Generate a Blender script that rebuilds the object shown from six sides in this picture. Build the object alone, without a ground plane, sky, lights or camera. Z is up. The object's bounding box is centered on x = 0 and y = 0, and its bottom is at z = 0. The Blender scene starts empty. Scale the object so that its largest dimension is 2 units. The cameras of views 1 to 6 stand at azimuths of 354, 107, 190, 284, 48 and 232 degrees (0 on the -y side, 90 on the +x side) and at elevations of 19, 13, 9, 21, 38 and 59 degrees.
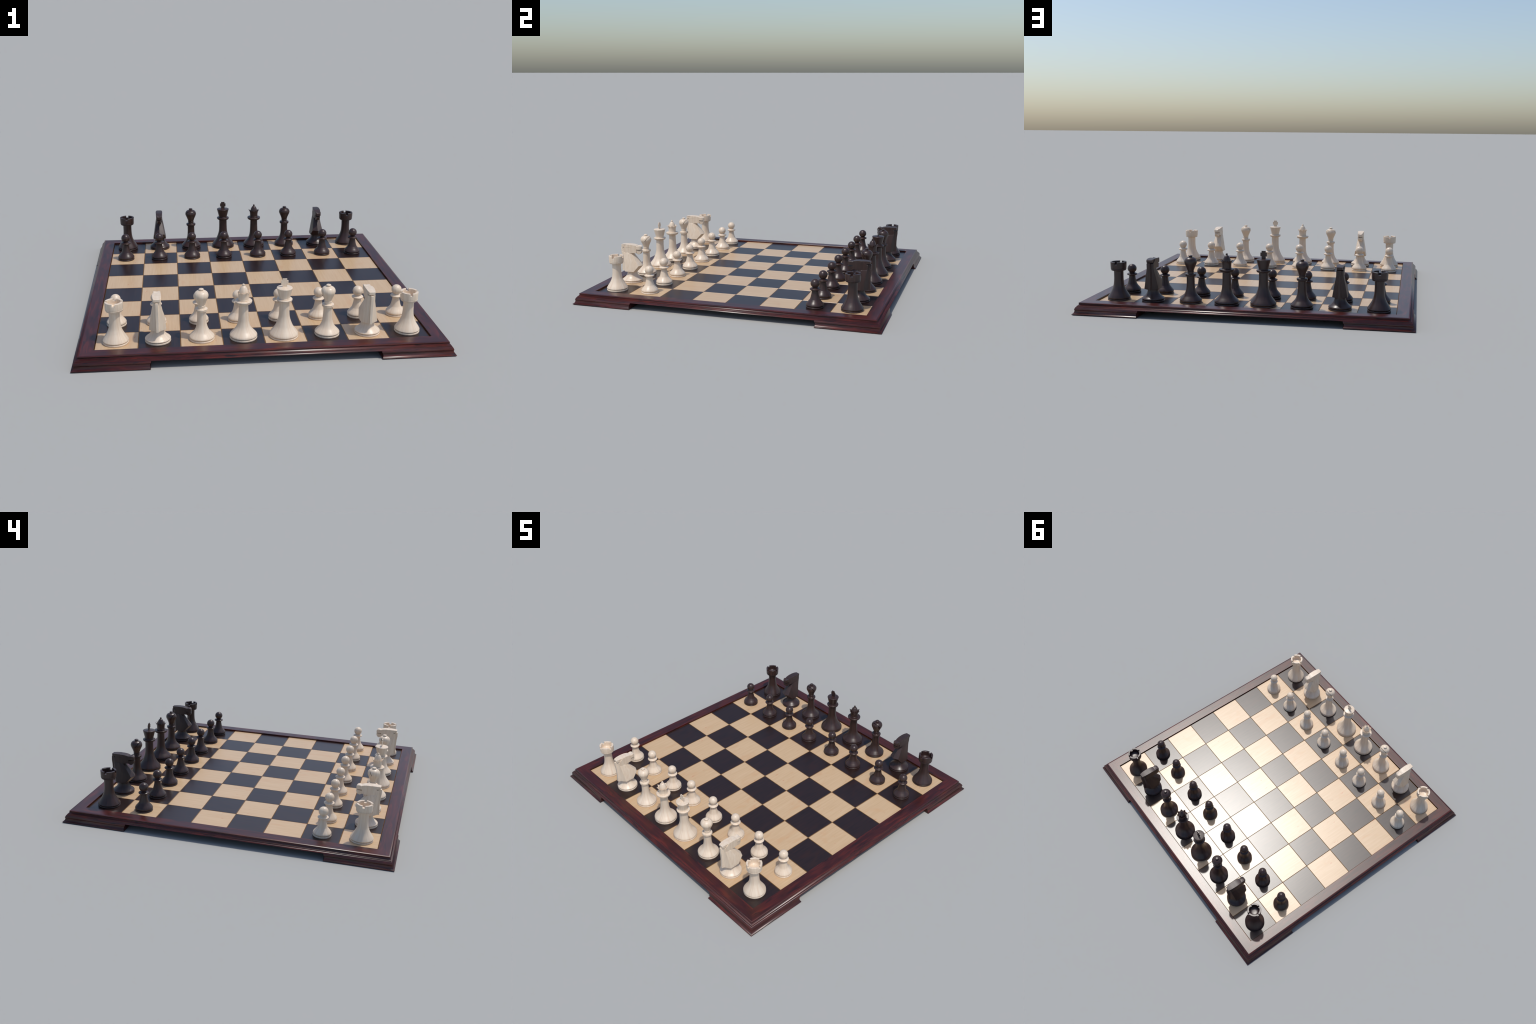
"""A wooden chess board on four bracket feet, set up with turned pale and dark wooden pieces."""
import bpy, bmesh, math, random
from mathutils import Vector, Matrix

rng = random.Random(7)
SC = bpy.context.scene.collection
PITCH = 0.2225           # one square of the board
TOP = 0.0596              # height of the playing surface

# ------------------------------------------------------------------ materials
def new_mat(name):
    m = bpy.data.materials.new(name)
    m.use_nodes = True
    nt = m.node_tree
    nt.nodes.clear()
    out = nt.nodes.new("ShaderNodeOutputMaterial")
    bs = nt.nodes.new("ShaderNodeBsdfPrincipled")
    nt.links.new(bs.outputs[0], out.inputs[0])
    return m, nt, bs

def N(nt, kind, **kw):
    n = nt.nodes.new(kind)
    for k, v in kw.items():
        if k == "inp":
            for kk, vv in v.items():
                n.inputs[kk].default_value = vv
        else:
            setattr(n, k, v)
    return n

def ramp(nt, stops):
    r = nt.nodes.new("ShaderNodeValToRGB")
    el = r.color_ramp.elements
    while len(el) > 1:
        el.remove(el[-1])
    el[0].position = stops[0][0]
    el[0].color = (*stops[0][1], 1)
    for p, c in stops[1:]:
        e = el.new(p)
        e.color = (*c, 1)
    return r

def mapped_noise(nt, vec, scale, loc=(0, 0, 0), detail=4.0, rough=0.55, dist=0.0, nscale=1.0):
    mp = N(nt, "ShaderNodeMapping", inp={"Scale": scale, "Location": loc})
    nt.links.new(vec, mp.inputs["Vector"])
    no = N(nt, "ShaderNodeTexNoise", inp={"Scale": nscale, "Detail": detail, "Roughness": rough, "Distortion": dist})
    nt.links.new(mp.outputs[0], no.inputs["Vector"])
    return no

def mix(nt, fac, a, b, mode="MIX"):
    m = nt.nodes.new("ShaderNodeMix")
    m.data_type = "RGBA"
    m.blend_type = mode
    for sock, val in ((m.inputs[0], fac), (m.inputs[6], a), (m.inputs[7], b)):
        if isinstance(val, (int, float)):
            sock.default_value = val
        elif isinstance(val, tuple):
            sock.default_value = (*val, 1)
        else:
            nt.links.new(val, sock)
    return m.outputs[2]

def mask(nt, sock, lo, hi):
    r = N(nt, "ShaderNodeMapRange", interpolation_type="SMOOTHSTEP",
          inp={"From Min": lo, "From Max": hi})
    nt.links.new(sock, r.inputs["Value"])
    return r.outputs[0]

def mahogany(name, along):
    """Red-brown rail wood, grain running along one axis."""
    m, nt, bs = new_mat(name)
    co = N(nt, "ShaderNodeTexCoord").outputs["Object"]
    def s(l, t):
        return (l, t, t) if along == "x" else (t, l, t)
    wide = mapped_noise(nt, co, s(5, 42), detail=3, dist=0.7)
    fine = mapped_noise(nt, co, s(10, 190), loc=(3, 1, 5), detail=3)
    dark = mapped_noise(nt, co, s(8, 60), loc=(7, 2, 9), detail=2, dist=0.9)
    base = ramp(nt, [(0.30, (0.030, 0.0076, 0.0070)), (0.50, (0.052, 0.0106, 0.0090)),
                     (0.62, (0.086, 0.0145, 0.0100)), (0.78, (0.130, 0.0205, 0.0115))])
    nt.links.new(wide.outputs[0], base.inputs[0])
    c = mix(nt, mask(nt, dark.outputs[0], 0.56, 0.72), base.outputs[0], (0.018, 0.0075, 0.0075))
    c = mix(nt, mask(nt, fine.outputs[0], 0.50, 0.80), c, (0.090, 0.0165, 0.0110))
    nt.links.new(c, bs.inputs["Base Color"])
    bs.inputs["Roughness"].default_value = 0.30
    bs.inputs["Specular IOR Level"].default_value = 0.5
    return m

def board_light():
    m, nt, bs = new_mat("pale_maple")
    pos = N(nt, "ShaderNodeNewGeometry").outputs["Position"]
    streak = mapped_noise(nt, pos, (95, 5, 1), detail=4, dist=0.3)
    broad = mapped_noise(nt, pos, (14, 5, 1), loc=(4, 8, 0), detail=3, dist=0.8)
    fine = mapped_noise(nt, pos, (300, 16, 1), loc=(1, 3, 0), detail=2)
    fleck = mapped_noise(nt, pos, (60, 20, 1), loc=(9, 5, 0), detail=1)
    base = ramp(nt, [(0.30, (0.560, 0.380, 0.215)), (0.5, (0.595, 0.412, 0.240)), (0.70, (0.620, 0.440, 0.265))])
    nt.links.new(streak.outputs[0], base.inputs[0])
    c = mix(nt, mask(nt, broad.outputs[0], 0.52, 0.72), base.outputs[0], (0.585, 0.375, 0.208))
    c = mix(nt, mask(nt, fine.outputs[0], 0.55, 0.95), c, (0.545, 0.360, 0.200))
    c = mix(nt, mask(nt, fleck.outputs[0], 0.70, 0.78), c, (0.560, 0.290, 0.160))
    nt.links.new(c, bs.inputs["Base Color"])
    bs.inputs["Roughness"].default_value = 0.30
    bs.inputs["Specular IOR Level"].default_value = 0.55
    return m

def board_dark():
    m, nt, bs = new_mat("dark_wenge")
    pos = N(nt, "ShaderNodeNewGeometry").outputs["Position"]
    streak = mapped_noise(nt, pos, (120, 7, 1), detail=4, dist=0.3)
    broad = mapped_noise(nt, pos, (16, 5, 1), loc=(4, 8, 0), detail=3, dist=0.8)
    base = ramp(nt, [(0.34, (0.015, 0.0085, 0.0078)), (0.5, (0.022, 0.0112, 0.0098)), (0.70, (0.031, 0.0145, 0.0115))])
    nt.links.new(streak.outputs[0], base.inputs[0])
    c = mix(nt, mask(nt, broad.outputs[0], 0.52, 0.75), base.outputs[0], (0.030, 0.0120, 0.0090))
    nt.links.new(c, bs.inputs["Base Color"])
    bs.inputs["Roughness"].default_value = 0.30
    bs.inputs["Specular IOR Level"].default_value = 0.55
    return m

def turned(name, stops, streak_col, fleck_col, rough):
    """Wood of a turned piece: streaks follow the turned profile from top to foot."""
    m, nt, bs = new_mat(name)
    co = N(nt, "ShaderNodeTexCoord").outputs["Object"]
    sep = N(nt, "ShaderNodeSeparateXYZ")
    nt.links.new(co, sep.inputs[0])
    flat = N(nt, "ShaderNodeCombineXYZ")
    nt.links.new(sep.outputs[0], flat.inputs[0])
    nt.links.new(sep.outputs[1], flat.inputs[1])
    nrm = N(nt, "ShaderNodeVectorMath", operation="NORMALIZE")
    nt.links.new(flat.outputs[0], nrm.inputs[0])
    sep2 = N(nt, "ShaderNodeSeparateXYZ")
    nt.links.new(nrm.outputs[0], sep2.inputs[0])
    pol = N(nt, "ShaderNodeCombineXYZ")
    nt.links.new(sep2.outputs[0], pol.inputs[0])
    nt.links.new(sep2.outputs[1], pol.inputs[1])
    nt.links.new(sep.outputs[2], pol.inputs[2])
    v = pol.outputs[0]
    a = mapped_noise(nt, v, (3.2, 3.2, 5.0), detail=3, dist=0.4)
    b = mapped_noise(nt, v, (11, 11, 7.0), loc=(3, 5, 1), detail=3, dist=0.2)
    d = mapped_noise(nt, v, (30, 30, 16), loc=(8, 2, 4), detail=2)
    base = ramp(nt, stops)
    nt.links.new(a.outputs[0], base.inputs[0])
    c = mix(nt, mask(nt, b.outputs[0], 0.48, 0.70), base.outputs[0], streak_col)
    c = mix(nt, mask(nt, d.outputs[0], 0.58, 0.85), c, fleck_col)
    nt.links.new(c, bs.inputs["Base Color"])
    bs.inputs["Roughness"].default_value = rough
    return m

def carved(name, stops, streak_col, rough, bump):
    """Wood of the hand-cut horse: straight grain, faint tool marks."""
    m, nt, bs = new_mat(name)
    co = N(nt, "ShaderNodeTexCoord").outputs["Object"]
    a = mapped_noise(nt, co, (55, 55, 5), detail=3, dist=0.3)
    b = mapped_noise(nt, co, (190, 190, 13), loc=(3, 5, 1), detail=3)
    base = ramp(nt, stops)
    nt.links.new(a.outputs[0], base.inputs[0])
    c = mix(nt, mask(nt, b.outputs[0], 0.50, 0.75), base.outputs[0], streak_col)
    nt.links.new(c, bs.inputs["Base Color"])
    bs.inputs["Roughness"].default_value = rough
    if bump:
        t = mapped_noise(nt, co, (130, 130, 130), detail=2)
        bp = N(nt, "ShaderNodeBump", inp={"Strength": bump, "Distance": 0.002})
        nt.links.new(t.outputs[0], bp.inputs["Height"])
        nt.links.new(bp.outputs[0], bs.inputs["Normal"])
    return m

def plain(name, col, rough):
    m, nt, bs = new_mat(name)
    pos = N(nt, "ShaderNodeNewGeometry").outputs["Position"]
    n = mapped_noise(nt, pos, (60, 60, 60), detail=3)
    r = ramp(nt, [(0.3, tuple(x * 0.85 for x in col)), (0.7, tuple(x * 1.15 for x in col))])
    nt.links.new(n.outputs[0], r.inputs[0])
    nt.links.new(r.outputs[0], bs.inputs["Base Color"])
    bs.inputs["Roughness"].default_value = rough
    return m

WHITE_STOPS = [(0.35, (0.720, 0.572, 0.422)), (0.5, (0.762, 0.626, 0.478)), (0.65, (0.785, 0.662, 0.522))]
BLACK_STOPS = [(0.35, (0.027, 0.0152, 0.0135)), (0.5, (0.036, 0.0190, 0.0165)), (0.68, (0.047, 0.0235, 0.0200))]
MAT = {
    "rail_x": mahogany("mahogany_long_x", "x"),
    "rail_y": mahogany("mahogany_long_y", "y"),
    "light": board_light(),
    "dark": board_dark(),
    "core": plain("ochre_core_wood", (0.115, 0.062, 0.026), 0.6),
    "edge": plain("ochre_square_edge", (0.260, 0.135, 0.045), 0.30),
    "white": turned("pale_turned_wood", WHITE_STOPS, (0.705, 0.545, 0.405), (0.780, 0.670, 0.545), 0.36),
    "black": turned("dark_turned_wood", BLACK_STOPS, (0.049, 0.0225, 0.0185), (0.029, 0.0160, 0.0140), 0.34),
    "white_cut": carved("pale_carved_wood", WHITE_STOPS, (0.690, 0.540, 0.400), 0.42, 0.16),
    "black_cut": carved("dark_carved_wood", BLACK_STOPS, (0.040, 0.0200, 0.0160), 0.42, 0.0),
}

# ------------------------------------------------------------------ mesh helpers
def finish(bm, name, angle=32):
    bmesh.ops.recalc_face_normals(bm, faces=bm.faces[:])
    me = bpy.data.meshes.new(name)
    bm.to_mesh(me)
    bm.free()
    for p in me.polygons:
        p.use_smooth = True
    me.set_sharp_from_angle(angle=math.radians(angle))
    return me

def weighted(me):
    """Area-weighted normals, so that broad faces stay flat beside their rounded edges."""
    ob = bpy.data.objects.new("work", me)
    SC.objects.link(ob)
    md = ob.modifiers.new("wn", "WEIGHTED_NORMAL")
    md.mode = "FACE_AREA"
    md.weight = 100
    md.keep_sharp = True
    res = bpy.data.meshes.new_from_object(ob.evaluated_get(bpy.context.evaluated_depsgraph_get()))
    res.name = me.name
    bpy.data.objects.remove(ob, do_unlink=True)
    return res

def curve_points(pts, step=5):
    """Centripetal-free Catmull-Rom through the control points of a smooth profile stretch."""
    P = [Vector(p) for p in pts]
    out = []
    for i in range(len(P) - 1):
        p0 = P[i - 1] if i else P[0] * 2 - P[1]
        p1, p2 = P[i], P[i + 1]
        p3 = P[i + 2] if i + 2 < len(P) else P[-1] * 2 - P[-2]
        for k in range(step):
            t = k / step
            out.append(0.5 * ((2 * p1) + (p2 - p0) * t + (2 * p0 - 5 * p1 + 4 * p2 - p3) * t * t
                              + (3 * p1 - p0 - 3 * p2 + p3) * t ** 3))
    out.append(P[-1])
    return [(v[0], v[1]) for v in out]

def lathe_bm(profile, seg=72):
    """Turn a (radius, height) profile; ends on the axis are closed to a point."""
    bm = bmesh.new()
    rings = []
    for r, h in profile:
        if r < 1e-6:
            rings.append([bm.verts.new((0, 0, h))])
        else:
            rings.append([bm.verts.new((r * math.cos(2 * math.pi * k / seg), r * math.sin(2 * math.pi * k / seg), h))
                          for k in range(seg)])
    for a, b in zip(rings, rings[1:]):
        for k in range(seg):
            j = (k + 1) % seg
            if len(a) == 1 and len(b) == 1:
                continue
            if len(a) == 1:
                bm.faces.new((a[0], b[k], b[j]))
            elif len(b) == 1:
                bm.faces.new((a[k], a[j], b[0]))
            else:
                bm.faces.new((a[k], a[j], b[j], b[k]))
    for ring, flip in ((rings[0], True), (rings[-1], False)):
        if len(ring) > 1:
            bm.faces.new(ring[::-1] if flip else ring)
    return bm

def lathe(name, profile, seg=72, angle=32):
    return finish(lathe_bm(profile, seg), name, angle)

def box_bm(size, loc, rot=None):
    bm = bmesh.new()
    bmesh.ops.create_cube(bm, size=1.0)
    bmesh.ops.scale(bm, vec=size, verts=bm.verts)
    if rot is not None:
        bmesh.ops.rotate(bm, cent=(0, 0, 0), matrix=rot, verts=bm.verts)
    bmesh.ops.translate(bm, vec=loc, verts=bm.verts)
    return bm

def cut(me, cutters, name, angle=32):
    """Cut boxes out of a closed mesh, once, with an exact boolean."""
    ob = bpy.data.objects.new("work", me)
    SC.objects.link(ob)
    tools = []
    for c in cutters:
        cm = bpy.data.meshes.new("tool")
        c.to_mesh(cm)
        c.free()
        co = bpy.data.objects.new("tool", cm)
        SC.objects.link(co)
        tools.append(co)
        md = ob.modifiers.new("cut", "BOOLEAN")
        md.operation = "DIFFERENCE"
        md.solver = "EXACT"
        md.object = co
    dg = bpy.context.evaluated_depsgraph_get()
    res = bpy.data.meshes.new_from_object(ob.evaluated_get(dg))
    for o in tools + [ob]:
        bpy.data.objects.remove(o, do_unlink=True)
    res.name = name
    for p in res.polygons:
        p.use_smooth = True
    res.set_sharp_from_angle(angle=math.radians(angle))
    return res

def bevel_sharp(bm, width, seg=2, deg=28):
    bmesh.ops.recalc_face_normals(bm, faces=bm.faces[:])
    ed = [e for e in bm.edges if len(e.link_faces) == 2 and e.calc_face_angle(0) > math.radians(deg)]
    bmesh.ops.bevel(bm, geom=ed, offset=width, offset_type="OFFSET", segments=seg, profile=0.5,
                    affect="EDGES", clamp_overlap=True)

# ------------------------------------------------------------------ scene graph helpers
def empty(name, loc, rot=0.0):
    o = bpy.data.objects.new(name, None)
    o.empty_display_size = 0.03
    o.location = loc
    o.rotation_euler = (0, 0, rot)
    SC.objects.link(o)
    return o

def part(name, me, parent, mat, loc=(0, 0, 0), rot=0.0):
    o = bpy.data.objects.new(name, me)
    if not me.materials:
        me.materials.append(mat)
    o.parent = parent
    o.location = loc
    o.rotation_euler = (0, 0, rot)
    SC.objects.link(o)
    return o

# ------------------------------------------------------------------ the board
board = empty("chess_board", (0, 0, 0))
board["label"] = "square wooden chess board with red-brown moulded frame on bracket feet"
board["category"] = "chess board"

INNER = 0.892
RAIL = ([(0.889, 0.0392), (INNER, 0.0410), (INNER, 0.0411), (INNER, 0.0688), (INNER, 0.0691), (0.8926, 0.0698), (0.8936, 0.0701), (0.8940, 0.0701)]
        + [(0.9576, 0.0701), (0.9580, 0.0701), (0.9634, 0.0694), (0.9668, 0.0678), (0.9679, 0.0654), (0.9678, 0.0640)]
        + curve_points([(0.9666, 0.0624), (0.9661, 0.0607), (0.9666, 0.0586), (0.9685, 0.0560)], 4)
        + curve_points([(0.9685, 0.0560), (0.9712, 0.0533), (0.9744, 0.0507)], 3)[1:]
        + [(0.9760, 0.0503), (0.9769, 0.0490), (0.9772, 0.0466)]
        + curve_points([(0.9776, 0.0459), (0.9800, 0.0447), (0.9822, 0.0425), (0.9842, 0.0392)], 4))

def swept_normals(me, ends):
    """The moulding is shaded as one run round the mitred corners: at a corner its normals lean
    towards the diagonal. ends gives (sideways direction, corner?) for the two ends of the sweep."""
    me.update()
    base = [Vector(c.vector) for c in me.corner_normals]
    out = []
    for loop, n in zip(me.loops, base):
        co = me.vertices[loop.vertex_index].co
        along, side, sign = ends
        outward = n.dot(side)
        if outward > 0.02 and abs(n.dot(along)) < 0.2 and co.dot(side) > 0.9:
            t = 1.0 if co.dot(along) * sign > 0.8 else (-1.0 if sign == 0 and co.dot(along) < -0.8 else 0.0)
            if sign == 0 and co.dot(along) > 0.8:
                t = 1.0
            n = Vector(side) * outward * (0.7071 if t else 1.0) + Vector(along) * outward * 0.7071 * t * (sign or 1) + Vector((0, 0, n.z))
            n.normalize()
        out.append(n)
    me.normals_split_custom_set(out)
    return me

X, Y = Vector((1, 0, 0)), Vector((0, 1, 0))

def rail_mesh(name, along):
    """One mitred rail: the moulding profile swept along the side, ends cut at 45 degrees."""
    bm = bmesh.new()
    rows = []
    for d, z in RAIL:
        a, b = (-d, -d, z), (d, -d, z)
        if along == "y":
            a, b = (d, -d, z), (d, d, z)
        rows.append((bm.verts.new(a), bm.verts.new(b)))
    n = len(rows)
    for i in range(n):
        j = (i + 1) % n
        bm.faces.new((rows[i][0], rows[i][1], rows[j][1], rows[j][0]))
    bm.faces.new([r[0] for r in rows])
    bm.faces.new([r[1] for r in rows][::-1])
    me = finish(bm, name, 32)
    return swept_normals(me, (X, -Y, 0) if along == "x" else (Y, X, 0))

rx, ry = rail_mesh("frame_rail_front", "x"), rail_mesh("frame_rail_side", "y")
for k in range(2):
    part("frame_rail", rx, board, MAT["rail_x"], rot=k * math.pi)
    part("frame_rail", ry, board, MAT["rail_y"], rot=k * math.pi)

FOOT = (curve_points([(0.9843, 0.0390), (0.9866, 0.0345), (0.9876, 0.0305), (0.9876, 0.0275), (0.9864, 0.0252)], 3)
        + [(0.9860, 0.0240)]
        + curve_points([(0.9864, 0.0225), (0.9876, 0.0170), (0.9902, 0.0115), (0.9938, 0.0076), (0.9978, 0.0052)], 4)
        + [(0.9994, 0.0042), (1.0000, 0.0030), (1.0000, 0.0008), (0.9992, 0.0)]
        + [(0.845, 0.0), (0.845, 0.0386)])

def foot_end(z):
    """Where the scooped end of a bracket foot stands, as distance from the board's centre line."""
    u = max(0.0, min(1.0, z / 0.039))
    return 0.6000 + 0.0060 * math.sin(math.pi * min(1.0, u * 1.18)) - 0.0015 * u

def foot_mesh(name, along):
    bm = bmesh.new()
    rows = []
    for d, z in FOOT:
        e = foot_end(z)
        a, b = (e, -d, z), (d, -d, z)
        if along == "y":
            a, b = (d, -d, z), (d, -e, z)
        rows.append((bm.verts.new(a), bm.verts.new(b)))
    n = len(rows)
    for i in range(n):
        j = (i + 1) % n
        bm.faces.new((rows[i][0], rows[i][1], rows[j][1], rows[j][0]))
    bm.faces.new([r[0] for r in rows])
    bm.faces.new([r[1] for r in rows][::-1])
    me = finish(bm, name, 32)
    return swept_normals(me, (X, -Y, 1) if along == "x" else (Y, X, -1))

fx, fy = foot_mesh("foot_bracket_front", "x"), foot_mesh("foot_bracket_side", "y")
for k in range(4):
    holder = bpy.data.objects.new("foot", None)
    holder.parent = board
    holder.rotation_euler = (0, 0, k * math.pi / 2)
    holder.empty_display_size = 0.03
    SC.objects.link(holder)
    for me, kind in ((fx, "x"), (fy, "y")):
        part("foot_bracket", me, holder, MAT["rail_" + kind])

bm = box_bm((1.782, 1.782, 0.0185), (0, 0, 0.0485))
part("base_panel", finish(bm, "base_panel"), board, MAT["core"])

def square_mesh(name):
    """One inlaid square: a shallow ochre chamfer, modelled to draw the golden sun glint between squares."""
    bm = bmesh.new()
    o, w, dep = (PITCH - 0.0008) / 2, 0.0020, 0.0007
    quad = [(1, 1), (-1, 1), (-1, -1), (1, -1)]
    top = [bm.verts.new(((o - w) * x, (o - w) * y, 0)) for x, y in quad]
    rim = [bm.verts.new((o * x, o * y, -dep)) for x, y in quad]
    low = [bm.verts.new((o * x, o * y, -0.004)) for x, y in quad]
    bm.faces.new(top)
    bm.faces.new(low[::-1])
    for k in range(4):
        j = (k + 1) % 4
        bm.faces.new((rim[k], rim[j], top[j], top[k])).material_index = 1
        bm.faces.new((low[k], low[j], rim[j], rim[k])).material_index = 1
    me = finish(bm, name, 10)
    me.update()
    # chamfer normals tilted steeper than the face, to flash in the sun
    nor = [Vector(c.vector) for c in me.corner_normals]
    for p in me.polygons:
        if 0.5 < p.normal.z < 0.99:
            n = Vector((p.normal.x, p.normal.y, 0)).normalized() + Vector((0, 0, 0.95))
            for li in p.loop_indices:
                nor[li] = n.normalized()
    me.normals_split_custom_set(nor)
    return me

sq = {"light": square_mesh("light_square"), "dark": square_mesh("dark_square")}
for i in range(8):
    for j in range(8):
        kind = "light" if (i + j) % 2 == 0 else "dark"
        o = part(kind + "_square", sq[kind], board, MAT[kind],
                 loc=((i - 3.5) * PITCH, (j - 3.5) * PITCH, TOP))
        if len(o.data.materials) < 2:
            o.data.materials.append(MAT["edge"])

# ------------------------------------------------------------------ turned profiles
def foot_disc(R):
    return [(0, 0), (R - 0.0020, 0)] + curve_points(
        [(R - 0.0008, 0.0006), (R, 0.0030), (R + 0.0001, 0.0062), (R - 0.0010, 0.0092), (R - 0.0034, 0.0106)], 3) + [
        (R - 0.0062, 0.0108), (R - 0.0062, 0.0125), (0, 0.0125)]

def stem(R, flare, top):
    lip = curve_points([(R - 0.0060, 0.0116), (R - 0.0034, 0.0122), (R - 0.0012, 0.0140), (R, 0.0176)] + flare, 5)
    return [(0, 0.0114)] + lip + [(lip[-1][0], top), (0, top)]

def closed(pts):
    return [(0, pts[0][1])] + pts + [(0, pts[-1][1])]

KIND = {}

# pawn
R = 0.0548
ball_r, ball_h = 0.0284, 0.1512
KIND["pawn"] = [
    ("foot", lathe("pawn_foot", foot_disc(R))),
    ("stem", lathe("pawn_stem", stem(R, [(0.0531, 0.0238), (0.0475, 0.0318), (0.0402, 0.0402), (0.0346, 0.0475), (0.0306, 0.0535),
                                         (0.0268, 0.0645), (0.0238, 0.0770), (0.0214, 0.0890), (0.0201, 0.1000), (0.0197, 0.1080)], 0.1090))),
    ("collar", lathe("pawn_collar", closed([(0.0190, 0.1078), (0.0214, 0.1084)] + curve_points(
        [(0.0230, 0.1084), (0.0285, 0.1100), (0.0316, 0.1126), (0.0326, 0.1154), (0.0317, 0.1180), (0.0278, 0.1204), (0.0210, 0.1236), (0.0165, 0.1268), (0.0148, 0.1300)], 4)))),
    ("head", lathe("pawn_head", [(ball_r * math.sin(a), ball_h - ball_r * math.cos(a))
                                 for a in [math.pi * k / 32 for k in range(33)]])),
]
KIND["pawn"][-1] = ("head", lathe("pawn_head", [(0, ball_h - ball_r)] + [
    (ball_r * math.sin(math.pi * k / 32), ball_h - ball_r * math.cos(math.pi * k / 32)) for k in range(1, 32)] + [(0, ball_h + ball_r)]))

# rook
R = 0.0684
crown = ([(0, 0.1770), (0.0280, 0.1770), (0.0345, 0.1786), (0.0400, 0.1798)]
         + curve_points([(0.0400, 0.1798), (0.0434, 0.1810), (0.0447, 0.1830), (0.0445, 0.1848)], 2)[1:]
         + [(0.0432, 0.1855), (0.0432, 0.1864)]
         + curve_points([(0.0452, 0.1868), (0.0468, 0.1885), (0.0470, 0.1906), (0.0464, 0.1920)], 2)
         + [(0.0454, 0.1925), (0.0454, 0.1935)]
         + [(0.0469, 0.1944), (0.0473, 0.1990), (0.0477, 0.2100), (0.0482, 0.2295), (0.0479, 0.2314), (0.0470, 0.2322)]
         + [(0.0372, 0.2322), (0.0361, 0.2314), (0.0357, 0.2300), (0.0356, 0.2180)]
         + curve_points([(0.0355, 0.2110), (0.0342, 0.2040), (0.0305, 0.1980), (0.0250, 0.1945), (0.0180, 0.1928), (0.0090, 0.1922), (0.0, 0.1920)], 4))
crown = [(max(r, 0.0), h) for r, h in crown]
crown[-1] = (0, crown[-1][1])
cm = cut(lathe("rook_crown_whole", crown, 96),
         [box_bm((0.2, 0.0150, 0.05), (0, 0, 0.2185 + 0.025)), box_bm((0.0150, 0.2, 0.05), (0, 0, 0.2185 + 0.025))], "rook_crown")
KIND["rook"] = [
    ("foot", lathe("rook_foot", foot_disc(R))),
    ("stem", lathe("rook_stem", stem(R, [(0.0651, 0.0241), (0.0592, 0.0338), (0.0530, 0.0431), (0.0466, 0.0535), (0.0410, 0.0645),
                                         (0.0342, 0.0820), (0.0305, 0.1024), (0.0289, 0.1230), (0.0284, 0.1400), (0.0285, 0.1600), (0.0287, 0.1775)], 0.1790))),
    ("crown", cm),
]

# bishop
R = 0.0671
mitre = ([(0, 0.1925), (0.0180, 0.1925)]
         + curve_points([(0.0186, 0.1945), (0.0215, 0.2030), (0.0258, 0.2150), (0.0328, 0.2308), (0.0366, 0.2405), (0.0379, 0.2480),
                         (0.0370, 0.2560), (0.0340, 0.2632), (0.0290, 0.2690), (0.0215, 0.2736), (0.0150, 0.2759), (0.0098, 0.2768)], 5)
         + [(0.0094, 0.2782)]
         + curve_points([(0.0106, 0.2796), (0.0124, 0.2812), (0.0130, 0.2832), (0.0120, 0.2853), (0.0080, 0.2870), (0.0, 0.2876)], 4))
mitre[-1] = (0, mitre[-1][1])
tilt = math.atan2(0.0260, 0.0160)
d = Vector((0, math.cos(tilt), math.sin(tilt)))
c0 = Vector((0, 0.0072, 0.2390)) + d * 0.05
slot = box_bm((0.2, 0.10, 0.0032), c0, Matrix.Rotation(tilt, 3, "X"))
KIND["bishop"] = [
    ("foot", lathe("bishop_foot", foot_disc(R))),
    ("stem", lathe("bishop_stem", stem(R, [(0.0651, 0.0226), (0.0556, 0.0330), (0.0444, 0.0448), (0.0372, 0.0560), (0.0319, 0.0682),
                                           (0.0280, 0.0820), (0.0258, 0.0962), (0.0243, 0.1180), (0.0238, 0.1400), (0.0238, 0.1610)], 0.1620))),
    ("collar", lathe("bishop_collar", closed([(0.0230, 0.1606), (0.0240, 0.1610)] + curve_points([(0.0285, 0.1622), (0.0312, 0.1642), (0.0323, 0.1668), (0.0319, 0.1694)], 3)
                     + [(0.0298, 0.1700), (0.0298, 0.1713)] + curve_points([(0.0318, 0.1718), (0.0324, 0.1736), (0.0319, 0.1756), (0.0303, 0.1768)], 3)
                     + [(0.0200, 0.1774), (0.0191, 0.1782), (0.0188, 0.1800), (0.0188, 0.1888)] + curve_points([(0.0192, 0.1894), (0.0203, 0.1904), (0.0206, 0.1918), (0.0201, 0.1931), (0.0186, 0.1938)], 3)))),
    ("mitre", cut(lathe("bishop_mitre_whole", mitre, 96), [slot], "bishop_mitre")),
]

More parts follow.
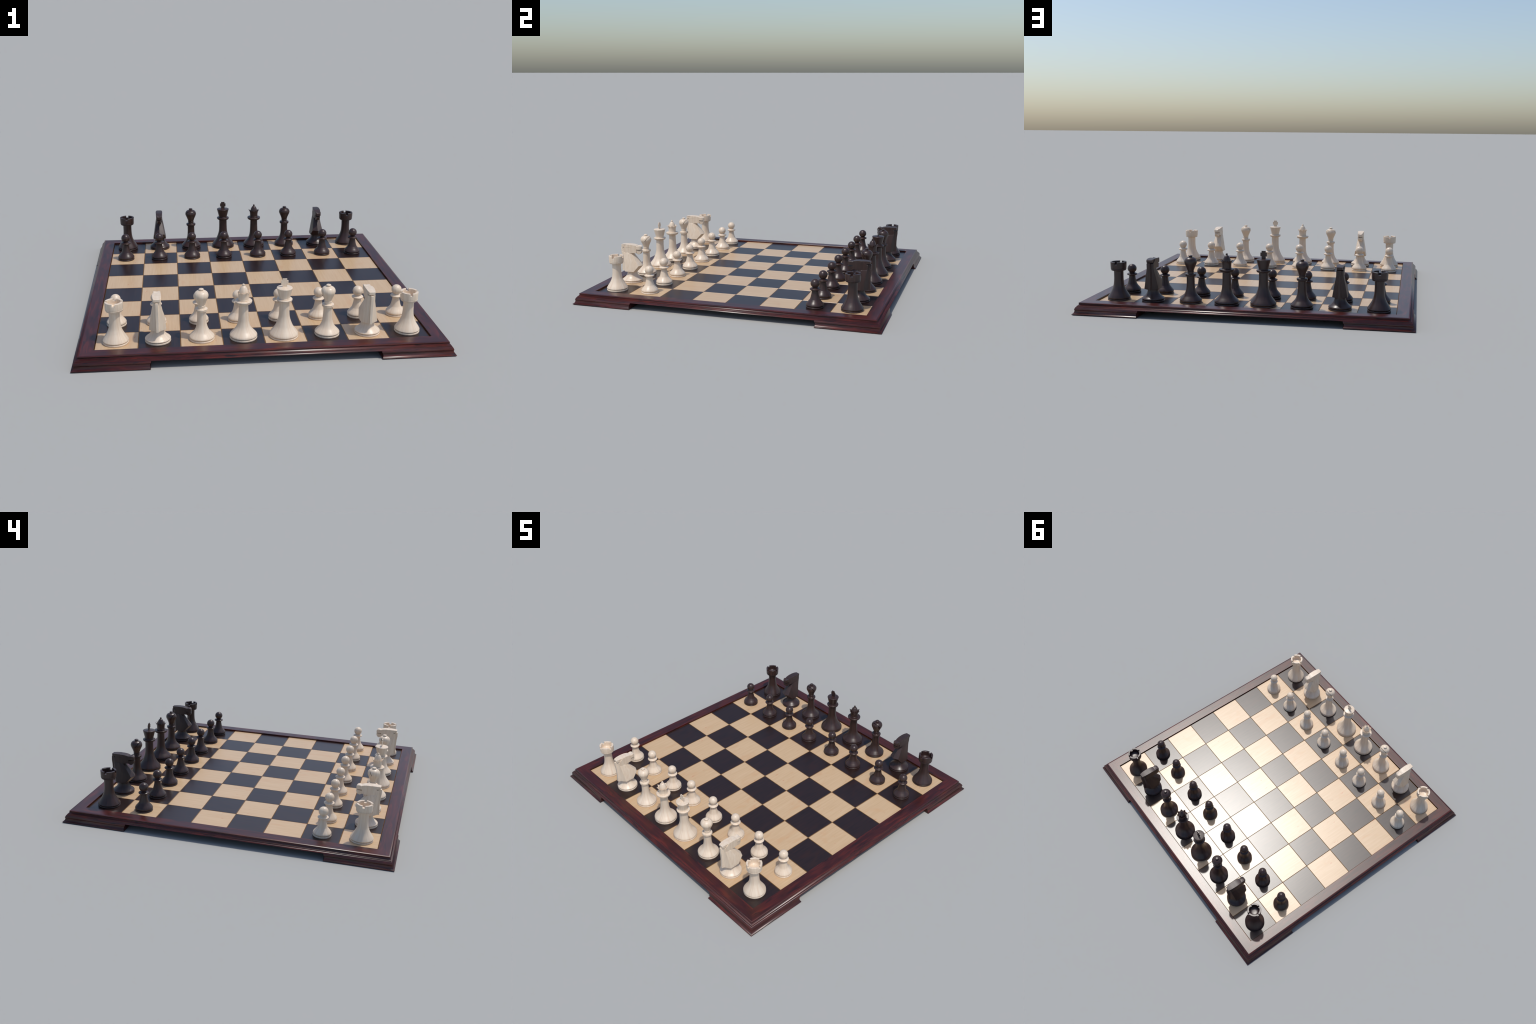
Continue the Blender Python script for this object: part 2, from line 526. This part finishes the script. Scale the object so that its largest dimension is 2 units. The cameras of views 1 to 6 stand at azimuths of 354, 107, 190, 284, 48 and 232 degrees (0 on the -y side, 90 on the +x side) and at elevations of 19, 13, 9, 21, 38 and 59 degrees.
# queen
R = 0.0741
def queen_crown():
    """Flared cup whose rim rises and leans out into eight points."""
    bm = bmesh.new()
    seg = 128
    outer = [(0.0270, 0.2150), (0.0284, 0.2160), (0.0289, 0.2176), (0.0284, 0.2192), (0.0271, 0.2202), (0.0271, 0.2240), (0.0272, 0.2340), (0.0278, 0.2440)]
    inner = [(0.0262, 0.2560), (0.0250, 0.2535), (0.0, 0.2535)]
    rings = []
    def ring(f):
        rings.append([bm.verts.new(f(2 * math.pi * k / seg)) for k in range(seg)])
    def tip(a):
        u = abs(((a - math.pi / 8) / (math.pi / 4) + 0.5) % 1.0 - 0.5) * 2
        return (1 - u) ** 1.7
    def at(r, h):
        return lambda a: (r * math.cos(a), r * math.sin(a), h)
    def lifted(r, h, dr, dh):
        return lambda a: ((r + dr * tip(a)) * math.cos(a), (r + dr * tip(a)) * math.sin(a), h + dh * tip(a))
    for r, h in outer:
        ring(at(r, h))
    ring(lifted(0.0290, 0.2510, 0.0010, 0.0015))
    ring(lifted(0.0302, 0.2555, 0.0040, 0.0055))
    ring(lifted(0.0312, 0.2585, 0.0082, 0.0092))
    ring(lifted(0.0306, 0.2592, 0.0080, 0.0096))
    ring(lifted(0.0294, 0.2588, 0.0062, 0.0082))
    ring(lifted(0.0280, 0.2572, 0.0030, 0.0050))
    for r, h in inner[:2]:
        ring(at(r, h))
    c = bm.verts.new((0, 0, 0.2535))
    b = bm.verts.new((0, 0, 0.2150))
    for p, q in zip(rings, rings[1:]):
        for k in range(seg):
            j = (k + 1) % seg
            bm.faces.new((p[k], p[j], q[j], q[k]))
    for k in range(seg):
        j = (k + 1) % seg
        bm.faces.new((rings[-1][k], rings[-1][j], c))
        bm.faces.new((rings[0][j], rings[0][k], b))
    return finish(bm, "queen_crown", 40)

KIND["queen"] = [
    ("foot", lathe("queen_foot", foot_disc(R))),
    ("stem", lathe("queen_stem", stem(R, [(0.0713, 0.0246), (0.0625, 0.0345), (0.0500, 0.0475), (0.0393, 0.0630), (0.0335, 0.0775),
                                          (0.0294, 0.0950), (0.0277, 0.1130), (0.0266, 0.1350), (0.0255, 0.1700), (0.0251, 0.1945)], 0.1955))),
    ("collar", lathe("queen_collar", closed([(0.0245, 0.1940), (0.0254, 0.1944)] + curve_points([(0.0320, 0.1956), (0.0385, 0.1978), (0.0425, 0.2008), (0.0447, 0.2042)], 3)
                     + [(0.0426, 0.2054), (0.0426, 0.2068)] + curve_points([(0.0450, 0.2074), (0.0460, 0.2100), (0.0457, 0.2130), (0.0438, 0.2146)], 3) + [(0.0262, 0.2154)]))),
    ("crown", queen_crown()),
    ("dome", lathe("queen_dome", [(0, 0.2520), (0.0240, 0.2520)] + curve_points(
        [(0.0242, 0.2570), (0.0234, 0.2643), (0.0210, 0.2742), (0.0172, 0.2828), (0.0128, 0.2898), (0.0078, 0.2940), (0.0048, 0.2950)], 4)
        + [(0.0045, 0.2958)] + [(0.0067 * math.sin(a), 0.3004 - 0.0067 * math.cos(a)) for a in [math.pi * (0.26 + 0.74 * k / 10) for k in range(10)]] + [(0, 0.3071)])),
]

# king
R = 0.0777
def king_cross():
    bm = bmesh.new()
    t = 0.0024
    half = [(0.0122, 0.2815), (0.0122, 0.2958), (0.0194, 0.2958), (0.0194, 0.3186), (0.0122, 0.3186), (0.0122, 0.3288)]
    out = half + [(-x, h) for x, h in half[::-1]]
    a = [bm.verts.new((x, -t, h)) for x, h in out]
    b = [bm.verts.new((x, t, h)) for x, h in out]
    bm.faces.new(a)
    bm.faces.new(b[::-1])
    for i in range(len(out)):
        j = (i + 1) % len(out)
        bm.faces.new((a[i], b[i], b[j], a[j]))
    bevel_sharp(bm, 0.0006, 2)
    return weighted(finish(bm, "king_cross", 60))

KIND["king"] = [
    ("foot", lathe("king_foot", foot_disc(R))),
    ("stem", lathe("king_stem", stem(R, [(0.0748, 0.0248), (0.0664, 0.0362), (0.0574, 0.0477), (0.0478, 0.0625), (0.0402, 0.0800),
                                         (0.0338, 0.0985), (0.0296, 0.1173), (0.0279, 0.1400), (0.0273, 0.1668), (0.0273, 0.2010)], 0.2020))),
    ("collar", lathe("king_collar", closed([(0.0265, 0.2004), (0.0276, 0.2008)] + curve_points([(0.0330, 0.2018), (0.0375, 0.2034), (0.0403, 0.2056), (0.0413, 0.2076)], 3)
                     + [(0.0393, 0.2084), (0.0393, 0.2097)] + curve_points([(0.0416, 0.2102), (0.0426, 0.2126), (0.0422, 0.2152), (0.0405, 0.2166)], 3) + [(0.0270, 0.2174)]))),
    ("head", lathe("king_head", closed(curve_points([(0.0280, 0.2170), (0.0296, 0.2182), (0.0299, 0.2198), (0.0290, 0.2212)], 3) + [(0.0284, 0.2222), (0.0286, 0.2240)]
                   + [(0.0350, 0.2490), (0.0408, 0.2720), (0.0419, 0.2758)] + curve_points([(0.0420, 0.2770), (0.0413, 0.2784), (0.0390, 0.2795), (0.0260, 0.2814), (0.0120, 0.2832), (0.0010, 0.2838)], 3)))),
    ("cross", king_cross()),
]

# ------------------------------------------------------------------ the knight (faces +y in its own frame)
R = 0.0684
def knight_neck():
    """Neck and chest: faceted cross-sections, back to front, mirrored left and right."""
    sec = [
        (0.0770, [(0.0090, -0.0620), (0.0128, -0.0552), (0.0222, -0.0485), (0.0445, -0.0320), (0.0452, -0.0050), (0.0440, 0.0300), (0.0, 0.0405)]),
        (0.0985, [(0.0088, -0.0620), (0.0124, -0.0552), (0.0208, -0.0494), (0.0408, -0.0342), (0.0418, 0.0020), (0.0402, 0.0490), (0.0, 0.0625)]),
        (0.1190, [(0.0086, -0.0620), (0.0120, -0.0552), (0.0195, -0.0502), (0.0373, -0.0365), (0.0384, 0.0060), (0.0362, 0.0660), (0.0, 0.0810)]),
        (0.1500, [(0.0084, -0.0625), (0.0116, -0.0554), (0.0180, -0.0512), (0.0320, -0.0410), (0.0334, 0.0000), (0.0294, 0.0440), (0.0, 0.0565)]),
        (0.2010, [(0.0080, -0.0630), (0.0108, -0.0558), (0.0150, -0.0540), (0.0220, -0.0494), (0.0246, -0.0150), (0.0180, 0.0070), (0.0, 0.0130)]),
        (0.2030, [(0.0080, -0.0630), (0.0106, -0.0558), (0.0149, -0.0540), (0.0219, -0.0496), (0.0236, -0.0170), (0.0166, 0.0050), (0.0, 0.0100)]),
        (0.2080, [(0.0079, -0.0630), (0.0105, -0.0558), (0.0148, -0.0541), (0.0217, -0.0500), (0.0200, -0.0200), (0.0150, 0.0000), (0.0, 0.0050)]),
        (0.2340, [(0.0076, -0.0630), (0.0104, -0.0560), (0.0145, -0.0550), (0.0211, -0.0528), (0.0196, -0.0250), (0.0150, 0.0000), (0.0, 0.0050)]),
        (0.2375, [(0.0070, -0.0620), (0.0095, -0.0555), (0.0135, -0.0540), (0.0195, -0.0515), (0.0190, -0.0250), (0.0150, 0.0000), (0.0, 0.0050)]),
    ]
    bm = bmesh.new()
    rings = []
    for h, half in sec:
        pts = [(-x, f) for x, f in half if x > 0]
        loop = half + pts[::-1]
        rings.append([bm.verts.new((x, f, h)) for x, f in loop])
    n = len(rings[0])
    for p, q in zip(rings, rings[1:]):
        for k in range(n):
            j = (k + 1) % n
            bm.faces.new((p[k], p[j], q[j], q[k]))
    bm.faces.new(rings[0][::-1])
    bm.faces.new(rings[-1])
    bevel_sharp(bm, 0.0011, 2, 12)
    return weighted(finish(bm, "knight_neck", 60))

def slab(bm, outline, width):
    """A block cut to a side outline (forward, height), its half width given by a rule."""
    L = [bm.verts.new((width(f, h), f, h)) for f, h in outline]
    Rr = [bm.verts.new((-width(f, h), f, h)) for f, h in outline]
    bm.faces.new(L)
    bm.faces.new(Rr[::-1])
    for i in range(len(outline)):
        j = (i + 1) % len(outline)
        bm.faces.new((L[i], Rr[i], Rr[j], L[j]))

def lerp_table(tab):
    def f(x):
        if x <= tab[0][0]:
            return tab[0][1]
        for (a, va), (b, vb) in zip(tab, tab[1:]):
            if x <= b:
                return va + (vb - va) * (x - a) / (b - a)
        return tab[-1][1]
    return f

def knight_head():
    bm = bmesh.new()
    cheek = lerp_table([(-0.054, 0.0196), (-0.046, 0.0210), (-0.036, 0.0224), (-0.020, 0.0234), (0.020, 0.0218), (0.043, 0.0196)])
    slab(bm, [(0.0040, 0.2015), (-0.0100, 0.1985), (-0.0290, 0.1995), (-0.0420, 0.1960), (-0.0440, 0.2150), (-0.0470, 0.2370),
              (-0.0440, 0.2410), (-0.0390, 0.2446), (-0.0310, 0.2520), (-0.0230, 0.2612), (0.0000, 0.2618), (0.0170, 0.2608),
              (0.0320, 0.2580), (0.0430, 0.2550), (0.0432, 0.2200), (0.0428, 0.2040), (0.0330, 0.2050), (0.0200, 0.2035)],
         lambda f, h: cheek(f) * (1.0 if h > 0.21 else 0.985))
    poll = lerp_table([(-0.0680, 0.0158), (-0.0500, 0.0206), (-0.0250, 0.0229), (0.0060, 0.0220)])
    slab(bm, [(0.0060, 0.2600), (-0.0180, 0.2625), (-0.0450, 0.2614), (-0.0682, 0.2590), (-0.0668, 0.2440), (-0.0560, 0.2425),
              (-0.0300, 0.2412), (0.0060, 0.2412)], lambda f, h: poll(f))
    nose = lerp_table([(0.040, 0.0190), (0.056, 0.0198), (0.066, 0.0192), (0.0730, 0.0158), (0.0776, 0.0105)])
    # upper muzzle: rings from back to front, top dished between two nostril ridges
    tops = [(0.0380, 0.2552, 0.0000), (0.0450, 0.2532, 0.0006), (0.0520, 0.2532, 0.0022), (0.0590, 0.2538, 0.0032),
            (0.0655, 0.2532, 0.0034), (0.0712, 0.2514, 0.0026), (0.0755, 0.2484, 0.0012), (0.0776, 0.2435, 0.0002)]
    rows = []
    for f, h, dish in tops:
        w = nose(f)
        pts = [(w, 0.2292), (w, h - 0.0030 + dish), (w * 0.86, h + dish), (w * 0.45, h + dish * 0.35), (0, h - dish * 0.25)]
        loop = pts + [(-x, z) for x, z in pts[-2::-1]]
        rows.append([bm.verts.new((x, f, z)) for x, z in loop])
    for p, q in zip(rows, rows[1:]):
        for k in range(len(p)):
            j = (k + 1) % len(p)
            bm.faces.new((p[k], q[k], q[j], p[j]))
    bm.faces.new(rows[0])
    bm.faces.new(rows[-1][::-1])
    slab(bm, [(0.0380, 0.2237), (0.0750, 0.2237), (0.0768, 0.2218), (0.0762, 0.2140), (0.0740, 0.2070), (0.0680, 0.1998), (0.0575, 0.1950),
              (0.0485, 0.1985), (0.0420, 0.2045), (0.0380, 0.2060)], lambda f, h: nose(f) * (0.72 + 0.28 * (h - 0.195) / 0.0295))
    bevel_sharp(bm, 0.0010, 2, 25)
    return weighted(finish(bm, "knight_head", 60))

def knight_mane():
    bm = bmesh.new()
    outer = [(-0.0738, 0.2395), (-0.0746, 0.2130), (-0.0712, 0.1850), (-0.0692, 0.1500), (-0.0692, 0.1190), (-0.0712, 0.0775)]
    slab(bm, [(-0.0520, 0.2385), (-0.0700, 0.2400)] + outer + [(-0.0520, 0.0775)], lambda f, h: 0.0068)
    line = lerp_table([(h, f) for f, h in outer[::-1]])
    n = 14
    for k in range(n):
        lo = 0.0780 + k * 0.0113
        hi = lo + 0.0086
        f1 = line(0.5 * (lo + hi)) + 0.0018
        slab(bm, [(-0.0530, lo), (f1, lo), (f1, hi), (-0.0530, hi)], lambda f, h: 0.0086 if h < lo + 0.002 else 0.0077)
    bevel_sharp(bm, 0.0005, 1, 40)
    return finish(bm, "knight_mane", 30)

KIND["knight"] = [
    ("foot", lathe("knight_foot", foot_disc(R))),
    ("stem", lathe("knight_stem", stem(R, [(0.0652, 0.0222), (0.0540, 0.0308), (0.0440, 0.0408), (0.0386, 0.0490), (0.0350, 0.0573),
                                           (0.0328, 0.0655), (0.0318, 0.0770)], 0.0790))),
    ("neck", knight_neck()),
    ("head", knight_head()),
    ("mane", knight_mane()),
]

# ------------------------------------------------------------------ setting up the pieces
def recolour(me, col):
    c = me.copy()
    c.name = col + "_" + me.name
    return c

MESH = {}
for col in ("white", "black"):
    for kind, parts in KIND.items():
        MESH[col, kind] = [(nm, recolour(me, col)) for nm, me in parts]

LABEL = {
    "pawn": "small turned {} wooden chess pawn with ball head",
    "rook": "turned {} wooden chess rook with notched crown",
    "bishop": "turned {} wooden chess bishop with slit mitre",
    "queen": "tall turned {} wooden chess queen with eight-pointed crown",
    "king": "tallest turned {} wooden chess king with flat cross",
    "knight": "{} wooden chess knight, faceted horse head on turned base",
}
TONE = {"white": "pale cream", "black": "dark brown"}

def piece(col, kind, x, y, rot):
    root = empty(f"{col}_{kind}", (x, y, TOP + 0.0001), rot)
    root["label"] = LABEL[kind].format(TONE[col])
    root["category"] = "chess piece"
    for nm, me in MESH[col, kind]:
        cutwood = kind == "knight" and nm in ("neck", "head", "mane")
        part(nm, me, root, MAT[col + ("_cut" if cutwood else "")])

BACK = {
    "white": (-0.7865, 0.0, [("rook", -0.785), ("knight", -0.5640), ("bishop", -0.3320), ("queen", -0.1105), ("king", 0.1070),
                             ("bishop", 0.3430), ("knight", 0.5646), ("rook", 0.7865)]),
    "black": (0.7860, math.pi, [("rook", -0.788), ("knight", -0.5630), ("bishop", -0.3390), ("king", -0.1100), ("queen", 0.1120),
                                ("bishop", 0.3330), ("knight", 0.5680), ("rook", 0.7850)]),
}
PAWN = {
    "white": (-0.5538, [-0.7930, -0.5740, -0.3395, -0.1215, 0.1085, 0.3370, 0.5620, 0.7870]),
    "black": (0.5540, [-0.7910, -0.5640, -0.3400, -0.1200, 0.1160, 0.3300, 0.5700, 0.7870]),
}
for col in ("white", "black"):
    y, face, row = BACK[col]
    for kind, x in row:
        piece(col, kind, x, y + rng.uniform(-0.0010, 0.0010) - (0.0035 if (col, kind) == ("white", "king") else 0.0), face)
    y, xs = PAWN[col]
    for x in xs:
        piece(col, "pawn", x, y + rng.uniform(-0.002, 0.002), rng.uniform(0, 6.28))
